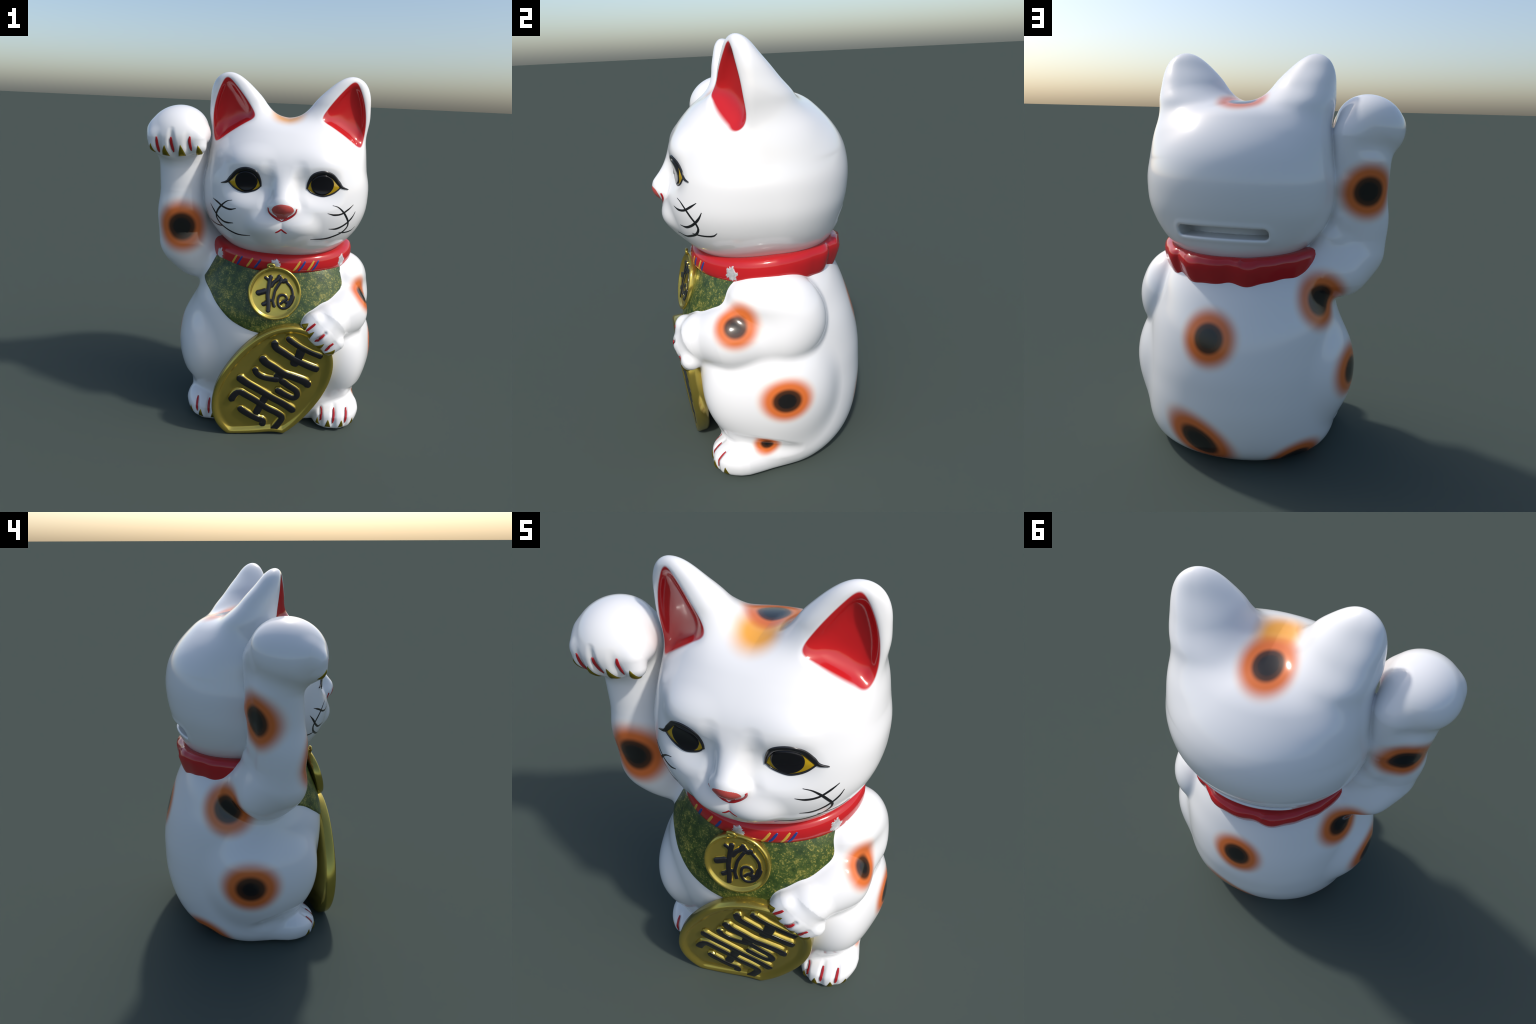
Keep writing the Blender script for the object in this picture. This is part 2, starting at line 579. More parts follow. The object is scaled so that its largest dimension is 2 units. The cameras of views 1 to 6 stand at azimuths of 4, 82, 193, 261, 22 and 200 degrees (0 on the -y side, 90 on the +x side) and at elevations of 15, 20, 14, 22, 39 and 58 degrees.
# calico spots: centre, radii, turn about the y axis in degrees
SPOTS = [
    ((-0.465, -0.205, 1.150), (0.180, 0.180, 0.180), 0),    # raised forearm, front
    ((-0.530, 0.045, 1.365), (0.172, 0.172, 0.168), 0),     # raised forearm, back
    ((0.605, -0.185, 0.820), (0.132, 0.132, 0.130), 0),     # lowered forearm
    ((0.675, 0.020, 0.460), (0.148, 0.152, 0.128), 0),      # left thigh
    ((0.610, -0.075, 0.182), (0.090, 0.080, 0.070), 0),     # left foot
    ((0.135, 0.460, 0.700), (0.165, 0.155, 0.168), 0),      # back
    ((-0.335, 0.165, 0.840), (0.172, 0.178, 0.175), 0),     # behind the raised arm
    ((-0.470, 0.065, 0.450), (0.180, 0.190, 0.165), 0),     # right thigh
    ((0.185, 0.465, 0.160), (0.250, 0.230, 0.165), -40),    # rump
    ((-0.265, 0.280, 0.030), (0.185, 0.185, 0.150), 0),     # rump, low
    ((0.088, 0.078, 1.765), (0.145, 0.180, 0.150), 0),      # crown
]


def spot_distance(g, spots):
    d = None
    for c, r, turn in spots:
        m = g.t.nodes.new("ShaderNodeMapping"); m.vector_type = "TEXTURE"
        m.inputs["Location"].default_value = c
        m.inputs["Rotation"].default_value = (0, math.radians(turn), 0)
        m.inputs["Scale"].default_value = r
        g.link(m.inputs[0], g.obj)
        e = Ex(g, g.vec("LENGTH", m.outputs[0]))
        d = e if d is None else d.min(e)
    return d


def glaze():
    g = Graph("white_glaze_with_calico_spots")
    x, y, z = g.xyz()
    # warm yellow patch running from the crown spot to the forehead
    m = spot_distance(g, [((0.100, -0.085, 1.770), (0.128, 0.175, 0.120), 0)])
    col = g.mix(g.step(m, 0.35, 1.05), WHITE, (0.80, 0.36, 0.055))
    d = spot_distance(g, SPOTS)
    fac = g.step(d, 0.56, 1.04)
    spot = g.ramp(d, [(0.0, (0.009, 0.009, 0.009)), (0.22, (0.010, 0.009, 0.009)), (0.36, (0.06, 0.022, 0.010)), (0.52, ORANGE), (0.76, ORANGE), (1.0, (0.86, 0.42, 0.17))])
    col = g.mix(fac, col, spot)
    # red ear lining: three edges of the opening, on the front only
    X = (x - CX).abs()
    e = None
    for cx, cz, R, sg in edge_circles(EAR_EDGE, 0.001):
        dx, dz = X - cx, z - cz
        v = (g.math("SQRT", dx * dx + dz * dz) - R) * sg
        e = v if e is None else g.smooth_max(e, v, 0.055)
    back = y - X * 0.46 + (0.203 - 0.050 + 0.46 * 0.185 - 0.008)
    lining = g.step(e.max(back), -0.002, 0.004)
    col = g.mix(lining, col, (0.50, 0.013, 0.016))
    return g.set(Base_Color=col, Roughness=0.13, Specular_IOR_Level=0.55)


def plain(name, color, rough=0.15, metal=0.0, spec=0.5, vary=None):
    g = Graph(name)
    if vary:
        scale, amount = vary
        n = g.noise(scale, 3)
        c = g.mix(n, tuple(v * (1 - amount) for v in color), tuple(min(1, v * (1 + amount)) for v in color))
    else:
        c = color
    return g.set(Base_Color=c, Roughness=rough, Metallic=metal, Specular_IOR_Level=spec)


def brocade():
    g = Graph("green_gold_brocade")
    x, y, z = g.xyz()
    n1 = g.noise(120, 4, 0.6)
    n2 = g.noise(26, 3, 0.55)
    base = g.ramp(n2, [(0.30, (0.020, 0.045, 0.008)), (0.52, (0.050, 0.085, 0.014)), (0.75, (0.115, 0.135, 0.022))], "LINEAR")
    fleck = g.step(1.0 - (n1 + (n2 - 0.5) * 0.5), 0.33, 0.47)
    col = g.mix(fleck, base, (0.26, 0.24, 0.050))
    g.bump(n1, 0.25, 0.004)
    return g.set(Base_Color=col, Roughness=0.28, Specular_IOR_Level=0.6, Metallic=0.12)


GLAZE = glaze()
GOLD = plain("olive_gold_leaf", (0.47, 0.37, 0.075), 0.20, 0.80, vary=(9, 0.10))
CLAWGOLD = plain("claw_gold_paint", (0.30, 0.23, 0.020), 0.28, 0.85)
BLACK = plain("black_lacquer", (0.010, 0.010, 0.012), 0.22)
PUPIL = plain("black_pupil_gloss", (0.008, 0.008, 0.010), 0.16, spec=0.25)
AMBER = plain("amber_iris_paint", (0.46, 0.29, 0.010), 0.12)
RED = plain("red_enamel", (0.47, 0.014, 0.018), 0.12, vary=(6, 0.08))
REDLINE = plain("red_brush_paint", (0.42, 0.012, 0.018), 0.25)
NOSERED = plain("rose_nose_paint", (0.50, 0.075, 0.065), 0.22, vary=(40, 0.15))
SILVER = plain("silver_leaf", (0.62, 0.62, 0.63), 0.30, 0.35, vary=(90, 0.45))
YELLOW = plain("yellow_brush_paint", (0.62, 0.34, 0.045), 0.2)
BLUE = plain("blue_brush_paint", (0.022, 0.045, 0.22), 0.2)
GREEN = brocade()
SLOTDARK = GLAZE


# ---- object helpers ---------------------------------------------------------
ROOT = bpy.data.objects.new("beckoning_cat_coin_bank", None)
ROOT["label"] = "glossy white ceramic beckoning cat with orange-ringed spots and gold coin"
ROOT["category"] = "cat figurine"
bpy.context.scene.collection.objects.link(ROOT)


def add(name, verts, faces, mat, parent=None, normals=None, smooth=True):
    me = bpy.data.meshes.new(name)
    me.from_pydata([tuple(map(float, v)) for v in verts], [], [tuple(map(int, f)) for f in faces])
    me.materials.append(mat)
    if smooth:
        me.polygons.foreach_set("use_smooth", np.ones(len(me.polygons), bool))
    me.update()
    if normals is not None:
        me.normals_split_custom_set_from_vertices([tuple(map(float, n)) for n in normals])
    o = bpy.data.objects.new(name, me)
    o.parent = parent or ROOT
    bpy.context.scene.collection.objects.link(o)
    return o


def spline(pts, n):
    """Catmull-Rom curve resampled to n points of equal spacing."""
    p = np.asarray(pts, float)
    if len(p) == 2:
        return p[0] + np.linspace(0, 1, n)[:, None] * (p[1] - p[0])
    q = np.vstack([2 * p[0] - p[1], p, 2 * p[-1] - p[-2]])
    out = []
    for i in range(len(p) - 1):
        t = np.linspace(0, 1, 24, endpoint=False)[:, None]
        a, b, c, d = q[i:i + 4]
        out.append(0.5 * (2 * b + (c - a) * t + (2 * a - 5 * b + 4 * c - d) * t ** 2 + (3 * b - a - 3 * c + d) * t ** 3))
    c = np.vstack(out + [p[-1:]])
    s = np.r_[0, np.cumsum(np.linalg.norm(np.diff(c, axis=0), axis=1))]
    u = np.linspace(0, s[-1], n)
    return np.stack([np.interp(u, s, c[:, k]) for k in range(c.shape[1])], 1)


def settle(P, f, steps=6):
    """Drop points on to the surface f = 0 along its gradient."""
    P = np.array(P, float)
    for _ in range(steps):
        P = P - np.clip(f(P), -0.03, 0.03)[:, None] * gradient(f, P)
    return P, gradient(f, P)


def cast(O, D, f, tmax=1.5):
    """March rays on to f = 0."""
    O = np.asarray(O, float); D = np.broadcast_to(np.asarray(D, float), O.shape)
    t = np.zeros(len(O))
    for _ in range(90):
        t = np.minimum(t + 0.6 * f(O + t[:, None] * D), tmax)
    P = O + t[:, None] * D
    return settle(P, f, 2)


def brush(name, guide, width, mat, f, lift=0.0012, parent=None, n=28, taper=(0.25, 0.25)):
    """A painted stroke: lens-section strip lying on the surface f."""
    c, nr = settle(spline(guide, n), f)
    tan = np.gradient(c, axis=0); tan /= np.linalg.norm(tan, axis=1, keepdims=True)
    side = np.cross(nr, tan); side /= np.linalg.norm(side, axis=1, keepdims=True)
    s = np.linspace(0, 1, n)
    w = width * 0.5 * np.clip(taper[0] + (1 - taper[0]) * s / 0.22, 0, 1) * np.clip(taper[1] + (1 - taper[1]) * (1 - s) / 0.22, 0, 1)
    prof = [(-1.0, -0.0012), (-0.92, 0.55), (-0.5, 0.9), (0, 1.0), (0.5, 0.9), (0.92, 0.55), (1.0, -0.0012)]
    V, F = [], []
    for k, (u, hgt) in enumerate(prof):
        p, nn = settle(c + side * (w * u)[:, None], f, 3)
        V.append(p + nn * (lift * hgt if hgt > 0 else hgt))
    m = len(prof)
    for k in range(m - 1):
        for i in range(n - 1):
            F.append((k * n + i, k * n + i + 1, (k + 1) * n + i + 1, (k + 1) * n + i))
    F.append([k * n for k in range(m)]); F.append([k * n + n - 1 for k in range(m)][::-1])
    return add(name, np.vstack(V), F, mat, parent)


def patch(name, outline, mat, f, lift=0.0012, dome=0.0, parent=None, rings=10, direction=None, edge=6):
    """A painted area: closed 3D outline filled towards its middle, on the surface f."""
    o = np.asarray(outline, float); m = len(o)
    c = o.mean(0)
    V = [c[None]]
    for r in range(1, rings + 1):
        V.append(c + (o - c) * (r / rings))
    P = np.vstack(V)
    if direction is None:
        P, nn = settle(P, f)
    else:
        P, nn = cast(P - np.asarray(direction) * 0.25, direction, f, 0.6)
    rr = np.r_[0, np.repeat(np.arange(1, rings + 1) / rings, m)]
    h = lift * (1 - rr ** edge) + dome * (1 - rr ** 2)
    P = P + nn * (h - 0.0008 * (rr > 0.999))[:, None]
    F = [(0, 1 + i, 1 + (i + 1) % m) for i in range(m)]
    for r in range(rings - 1):
        a, b = 1 + r * m, 1 + (r + 1) * m
        F += [(a + i, b + i, b + (i + 1) % m, a + (i + 1) % m) for i in range(m)]
    return add(name, P, F, mat, parent)


def closed(pts, n):
    p = list(pts) + [pts[0]]
    return spline(p, n + 1)[:-1]


# ---- body -------------------------------------------------------------------
RES = 0.0065
V, Q = surface_nets(body, RES)
N = gradient(body, V)
cent = V[Q].mean(1)
fields = part_fields(cent)
names = [n for n, _ in PARTS]
lab = np.argmin(np.stack([fields[n] for n in names]), 0)
left = cent[:, 0] > CX
OBJ = {}
PLAIN_NAME = {"raised_arm": "arm", "lowered_arm": "arm", "raised_paw": "paw", "hand": "paw"}
for i, n in enumerate(names):
    sets = [lab == i]
    if n in ("ear", "hind_leg", "foot"):
        sets = [(lab == i) & left, (lab == i) & ~left]
    for s in sets:
        if not s.any():
            continue
        q = Q[s]
        u, inv = np.unique(q, return_inverse=True)
        o = add(PLAIN_NAME.get(n, n), V[u], inv.reshape(q.shape), GLAZE, normals=N[u])
        OBJ.setdefault(n, []).append(o)
HEADOBJ = OBJ["head"][0]


def head_only(P):
    return smax(smin(f_head(P), f_ear(P), 0.10), -ear_cavity(P), 0.022)


def front(pts, y=-0.62):
    """(X from the symmetry plane, z) seen from the front -> points on the face."""
    p = np.asarray(pts, float)
    P, _ = cast(np.stack([p[:, 0] + CX, np.full(len(p), y), p[:, 1]], 1), (0, 1, 0), head_only)
    return P


# ---- eyes -------------------------------------------------------------------
EYE = [(0.121, 1.427), (0.133, 1.470), (0.160, 1.499), (0.203, 1.509), (0.243, 1.492), (0.273, 1.463),
       (0.291, 1.438), (0.265, 1.414), (0.228, 1.398), (0.195, 1.393), (0.155, 1.404)]
UPPER = [(0.119, 1.427), (0.128, 1.464), (0.153, 1.501), (0.200, 1.514), (0.245, 1.499), (0.280, 1.462), (0.302, 1.439), (0.334, 1.428)]
LOWER = [(0.119, 1.430), (0.145, 1.408), (0.195, 1.393), (0.230, 1.397), (0.265, 1.413), (0.296, 1.441)]
for sgn in (1, -1):
    m = lambda pts: front([(sgn * a, b) for a, b in pts])
    eye = patch("eye", m([tuple(v) for v in closed(EYE, 48)]), AMBER, head_only, 0.0015, 0.010, HEADOBJ, 14, (0, 1, 0))
    ring = [(0.197 + 0.062 * math.cos(t), 1.450 + 0.055 * math.sin(t)) for t in np.linspace(0, 2 * math.pi, 48, endpoint=False)]
    patch("pupil", m(ring), PUPIL, head_only, 0.0082, 0.0045, HEADOBJ, 16, (0, 1, 0), 60)
    brush("eyelash_line", m(UPPER), 0.023, BLACK, head_only, 0.0062, HEADOBJ, 60, (0.35, 0.15))
    brush("eyelid_line", m(LOWER), 0.0085, BLACK, head_only, 0.0050, HEADOBJ, 48, (0.6, 0.8))

# ---- whiskers ---------------------------------------------------------------
WHISKERS = {
    1: [[(0.258, 1.348), (0.289, 1.338), (0.319, 1.310), (0.340, 1.277), (0.350, 1.251), (0.347, 1.223), (0.321, 1.195), (0.283, 1.178), (0.229, 1.164), (0.154, 1.163)],
        [(0.234, 1.308), (0.271, 1.299), (0.310, 1.303), (0.344, 1.323), (0.371, 1.345)],
        [(0.247, 1.223), (0.286, 1.221), (0.321, 1.234), (0.351, 1.255), (0.373, 1.280), (0.386, 1.306)],
        [(0.302, 1.197), (0.338, 1.191), (0.376, 1.196), (0.396, 1.213)]],
    -1: [[(0.267, 1.347), (0.298, 1.337), (0.332, 1.306), (0.354, 1.272), (0.360, 1.241), (0.344, 1.211), (0.320, 1.192), (0.277, 1.171), (0.227, 1.159), (0.164, 1.163)],
         [(0.382, 1.338), (0.347, 1.321), (0.319, 1.305), (0.280, 1.297), (0.244, 1.306)],
         [(0.398, 1.305), (0.373, 1.271), (0.346, 1.241), (0.310, 1.220), (0.259, 1.223)],
         [(0.408, 1.207), (0.383, 1.195), (0.352, 1.189), (0.317, 1.194)]],
}
for sgn, ws in WHISKERS.items():
    for w, wd in zip(ws, (0.0125, 0.0110, 0.0125, 0.0095)):
        brush("whisker", front([(sgn * a, b) for a, b in w]), wd, BLACK, head_only, 0.0010, HEADOBJ, 44, (0.2, 0.3))

# ---- nose and mouth ---------------------------------------------------------
NOSE = [(-0.058, 1.325), (-0.045, 1.346), (-0.012, 1.360), (0.028, 1.357), (0.055, 1.343), (0.064, 1.322), (0.050, 1.303), (0.032, 1.292), (0.022, 1.275), (0.0, 1.270), (-0.022, 1.275), (-0.032, 1.292), (-0.048, 1.303)]
nose = patch("nose", front([tuple(v) for v in closed(NOSE, 40)]), NOSERED, head_only, 0.0012, 0.0, HEADOBJ, 10, (0, 1, 0))
for sgn in (1, -1):
    brush("nose_line", front([(sgn * 0.073, 1.332), (sgn * 0.068, 1.310), (sgn * 0.050, 1.292), (sgn * 0.026, 1.277), (0.0, 1.262)]), 0.014, REDLINE, head_only, 0.0016, HEADOBJ, 30, (0.8, 0.3))
    brush("mouth_line", front([(sgn * 0.000, 1.222), (sgn * 0.013, 1.211), (sgn * 0.031, 1.201)]), 0.0095, REDLINE, head_only, 0.0012, HEADOBJ, 16, (0.9, 0.3))

# ---- claws and the red strokes between the toes ------------------------------
def claw(tip, base, half, parent, f=body):
    t, b = np.array(tip), np.array(base)
    _, n0 = settle((0.5 * (t + b))[None], f)
    ax = b - t; side = np.cross(n0[0], ax); side /= np.linalg.norm(side)
    k = np.linspace(0, 1, 8)
    L = [t + ax * s + side * half * s ** 0.8 for s in k]
    R = [t + ax * s - side * half * s ** 0.8 for s in k[:0:-1]]
    patch("claw", np.array(L + R), CLAWGOLD, f, 0.0016, 0.0035, parent, 7)


GROOVE[0] = 0.007
PAW, HAND = OBJ["raised_paw"][0], OBJ["hand"][0]
for t, b in (((-0.634, -0.246, 1.612), (-0.626, -0.215, 1.556)), ((-0.552, -0.274, 1.606), (-0.550, -0.225, 1.543)),
             ((-0.464, -0.275, 1.612), (-0.460, -0.225, 1.540)), ((-0.374, -0.245, 1.612), (-0.366, -0.205, 1.547))):
    claw(t, b, 0.023, PAW)
for g in (((-0.596, -0.260, 1.647), (-0.594, -0.256, 1.613), (-0.586, -0.230, 1.562)),
          ((-0.515, -0.268, 1.650), (-0.513, -0.260, 1.615), (-0.505, -0.235, 1.568)),
          ((-0.414, -0.259, 1.656), (-0.416, -0.259, 1.622), (-0.410, -0.240, 1.576))):
    brush("toe_line", g, 0.015, REDLINE, body, 0.0012, PAW, 20, (0.5, 0.3))
for t, b in (((0.285, -0.441, 0.712), (0.255, -0.430, 0.680)), ((0.318, -0.450, 0.672), (0.284, -0.430, 0.632)),
             ((0.372, -0.447, 0.612), (0.338, -0.425, 0.574)), ((0.430, -0.422, 0.572), (0.400, -0.405, 0.538))):
    claw(t, b, 0.017, HAND)
for g in (((0.318, -0.460, 0.717), (0.293, -0.460, 0.692), (0.270, -0.445, 0.668)),
          ((0.368, -0.460, 0.663), (0.344, -0.465, 0.637), (0.320, -0.450, 0.612)),
          ((0.424, -0.445, 0.604), (0.401, -0.450, 0.579), (0.378, -0.435, 0.554))):
    brush("toe_line", g, 0.014, REDLINE, body, 0.0012, HAND, 20, (0.7, 0.3))
for sgn, foot in zip((1, -1), OBJ["foot"]):
    for x, y in ((0.268, -0.318), (0.338, -0.330), (0.416, -0.322), (0.484, -0.280)):
        claw((BX + 0.014 + sgn * x, y, 0.076), (BX + 0.014 + sgn * x, y, 0.022), 0.019, foot)
    for x, y in ((0.292, -0.31), (0.369, -0.31), (0.440, -0.295)):
        brush("toe_line", ((BX + 0.014 + sgn * x, y + 0.03, 0.128), (BX + 0.014 + sgn * (x + 0.001), y, 0.095), (BX + 0.014 + sgn * (x - 0.003), y - 0.01, 0.052)),
              0.013, REDLINE, body, 0.0012, foot, 20, (0.5, 0.3))

GROOVE[0] = 0.0

# ---- collar -----------------------------------------------------------------
def collar_ring(az):
    """Centre line and half sizes of the neck band at azimuth az (0 = front)."""
    s, c = np.sin(az), np.cos(az)
    back = 0.5 - 0.5 * c
    px = CX - 0.008 + (0.372 - 0.025 * np.clip(-2 * c, 0, 1)) * s
    py = np.where(c > 0, 0.03 - 0.330 * c, 0.03 - 0.312 * c)
    pz = np.interp(back, [0, 0.5, 1], [1.000, 1.010, 0.982])
    half_h = np.interp(back, [0, 0.45, 0.75, 1], [0.052, 0.068, 0.080, 0.088])
    half_t = np.interp(back, [0, 1], [0.046, 0.044])
    return px, py, pz, half_h, half_t


def collar_field(P):
    az = np.arctan2((P[:, 0] - CX + 0.008) * 0.90, -(P[:, 1] - 0.03))
    px, py, pz, hh, ht = collar_ring(az)
    rad = np.hypot(px - CX + 0.008, py - 0.03)
    u = np.hypot(P[:, 0] - CX + 0.008, P[:, 1] - 0.03) - rad
    w = P[:, 2] - pz
    bk = 0.5 - 0.5 * np.cos(az)
    u = u - w * np.interp(bk, [0, 0.5, 1], [-0.05, 0.10, 0.34])       # the band leans out at the top behind
    back = np.clip(-np.cos(az) * 2.0 - 0.8, 0, 1)
    # gathered cloth at the back: uneven vertical pleats and a pointed hem
    pleat = 0.009 * np.sin(az * 9 + 1.3) * np.cos(az * 2.3) + 0.004 * np.sin(az * 17) + 0.010 * np.exp(-((az - 2.45) / 0.05) ** 2) * -1.0
    point = 0.022 * np.exp(-((np.abs(az) - math.pi) / 0.09) ** 2)
    w = w + back * (point + 0.008 * np.sin(az * 9 + 2.0)) * np.clip(-w / 0.08, 0, 1)
    v = u - back * pleat
    v = np.where(v < 0, v * 0.45, v)                                  # deep on the inside, under the chin
    k = ((np.abs(v) / ht) ** 2.6 + (np.abs(w) / hh) ** 2.6) ** (1 / 2.6)
    return (k - 1) * ht


na, nc = 220, 28
az = np.linspace(-math.pi, math.pi, na, endpoint=False)
px, py, pz, hh, ht = collar_ring(az)
rad_dir = np.stack([px - CX, py - 0.03], 1); rad_dir /= np.linalg.norm(rad_dir, axis=1, keepdims=True)
VV = []
for t in np.linspace(0, 2 * math.pi, nc, endpoint=False):
    VV.append(np.stack([px + rad_dir[:, 0] * ht * math.cos(t), py + rad_dir[:, 1] * ht * math.cos(t), pz + hh * math.sin(t)], 1))
VV, nn = settle(np.vstack(VV), collar_field, 10)
FF = []
for k in range(nc):
    for i in range(na):
        k2, i2 = (k + 1) % nc, (i + 1) % na
        FF.append((k * na + i, k * na + i2, k2 * na + i2, k2 * na + i))
COLLAR = add("collar", VV, FF, RED)


def on_collar(azd, w):
    a = np.radians(azd)
    px, py, pz, hh, ht = collar_ring(np.array([a]))
    r = np.array([px[0] - CX, py[0] - 0.03]); r /= np.linalg.norm(r)
    return (px[0] + r[0] * 0.05, py[0] + r[1] * 0.05, pz[0] + w)


for azd, mat in ((-36, YELLOW), (-31, BLUE), (-22, YELLOW), (-15.5, BLUE), (14, YELLOW), (18, BLUE), (25, YELLOW), (29, BLUE)):
    brush("collar_stripe", [on_collar(azd - 2.6, -0.036), on_collar(azd, -0.008), on_collar(azd + 2.6, 0.024)], 0.013, mat, collar_field, 0.0010, COLLAR, 18, (0.5, 0.6))
for azd in (-54, -2, 57):
    o = np.array(on_collar(azd, -0.004)); a = math.radians(azd)
    e1 = np.array([math.cos(a), math.sin(a), 0]); e2 = np.array([0, 0, 1.0])
    rr = 0.034 * (1 + 0.10 * np.sin(np.arange(90) * 2 * math.pi * 6 / 90) + RNG.uniform(-0.22, 0.22, 90))
    tt = np.arange(90) * 2 * math.pi / 90
    patch("silver_blossom", np.array([o + e1 * r * 0.85 * math.cos(t) + e2 * r * 1.1 * math.sin(t) for r, t in zip(rr, tt)]), SILVER, collar_field, 0.0014, 0.0, COLLAR, 8)

# ---- bib --------------------------------------------------------------------
low = pchip([-80, -72, -57, -46, -31, -16, 0, 16, 31, 46, 60, 66, 69],
            [0.930, 0.852, 0.798, 0.737, 0.661, 0.624, 0.612, 0.622, 0.665, 0.750, 0.850, 0.890, 0.915])
ua = np.linspace(-80, 69, 150); ub = np.linspace(0, 1, 60)
A, B = np.meshgrid(np.radians(ua), ub, indexing="ij")
zl = low(np.degrees(A)); Zb = zl + (1.03 - zl) * B
O = np.stack([CX + 0.9 * np.sin(A), -0.9 * np.cos(A), Zb], -1).reshape(-1, 3)
D = np.stack([-np.sin(A), np.cos(A), 0 * A], -1).reshape(-1, 3)
Pb, Nb = cast(O, D, f_torso, 0.9)
edge = np.minimum.reduce([B, 1 - B, (A - A.min()) / 0.3, (A.max() - A) / 0.3]).ravel()
Pb = Pb + Nb * (0.010 * np.clip(edge / 0.03, 0, 1) ** 0.5 - 0.003)[:, None]
FF = [(i * 60 + j, (i + 1) * 60 + j, (i + 1) * 60 + j + 1, i * 60 + j + 1) for i in range(149) for j in range(59)]
add("bib", Pb, FF, GREEN)


# ---- coins ------------------------------------------------------------------
class Plane:
    def __init__(self, c, n, up):
        self.c = np.array(c, float); self.n = np.array(n, float); self.n /= np.linalg.norm(self.n)
        u = np.array(up, float); u -= self.n * (u @ self.n); self.u = u / np.linalg.norm(u)
        self.r = np.cross(self.u, self.n)

    def at(self, a, b, h):
        return self.c + np.outer(a, self.r) + np.outer(b, self.u) + np.outer(np.broadcast_to(h, np.shape(a)), self.n)


def plate(name, pl, rim, prof, mat, n=160, post=None):
    """Disc-like plate. rim(t) gives the outline; prof is a list of
    (inset from the outline in metres, height along the normal)."""
    t = np.linspace(0, 2 * math.pi, n, endpoint=False)
    a, b = rim(t)
    d = np.hypot(a, b)
    V = []
    for inset, h in prof:
        s = np.maximum(d - inset, 0) / d
        V.append(pl.at(a * s, b * s, h))
    V = np.vstack(V)
    if post:
        V = post(V)
    m = len(prof); F = []
    for k in range(m - 1):
        F += [(k * n + i, (k + 1) * n + i, (k + 1) * n + (i + 1) % n, k * n + (i + 1) % n) for i in range(n)]
    F.append(list(range(n))[::1]); F.append([(m - 1) * n + i for i in range(n)][::-1])
    return add(name, V, F, mat)


def relief(name, pl, pts, width, h0, h1, mat, parent, sides=0.35, n=40, flare=0.12):
    """Raised brush stroke on a plate: flat top, sloping flanks, round ends."""
    c = spline(pts, n)
    tan = np.gradient(c, axis=0); tan /= np.linalg.norm(tan, axis=1, keepdims=True)
    sd = np.stack([-tan[:, 1], tan[:, 0]], 1)
    s = np.linspace(-1, 1, n)
    L = np.linalg.norm(np.diff(c, axis=0), axis=1).sum()
    endd = np.minimum(np.linspace(0, L, n), np.linspace(L, 0, n)) / (width * 0.5)
    w = width * 0.5 * np.sqrt(np.clip(1 - (1 - np.clip(endd, 0.0, 1)) ** 2, 0.04, 1)) * (1 + flare * (s ** 2 - 0.4))
    prof = [(-1, h0), (-1 + sides * 0.5, h0 + (h1 - h0) * 0.75), (-1 + sides, h1), (0, h1), (1 - sides, h1), (1 - sides * 0.5, h0 + (h1 - h0) * 0.75), (1, h0)]
    V, F = [], []
    for u, h in prof:
        p = c + sd * (w * u)[:, None]
        hh = np.where(endd < 0.15, h0, h)
        V.append(pl.at(p[:, 0], p[:, 1], hh))
    m = len(prof)
    for k in range(m - 1):
        for i in range(n - 1):
            F.append((k * n + i, k * n + i + 1, (k + 1) * n + i + 1, (k + 1) * n + i))
    return add(name, np.vstack(V), F, mat, parent)


# oval coin standing on the ground, leaning to the right
KP = Plane((0.123, -0.430, 0.368), (0.128, -0.988, -0.087), (0.57, 0, 0.82))


def koban_rim(t):
    c, s = np.cos(t), np.sin(t)
    e = 2 / 2.25
    a = 0.012 + 0.278 * np.sign(c) * np.abs(c) ** e
    b = -0.055 + np.where(s > 0, 0.400, 0.400) * np.sign(s) * np.abs(s) ** e
    # cut the lower end where it stands, with a slight arch
    p = KP.at(a, b, -0.04)
    arch = 0.004 + 0.012 * np.exp(-((p[:, 0] - 0.06) / 0.09) ** 2)
    return a, b + np.maximum(arch - p[:, 2], 0) / KP.u[2]


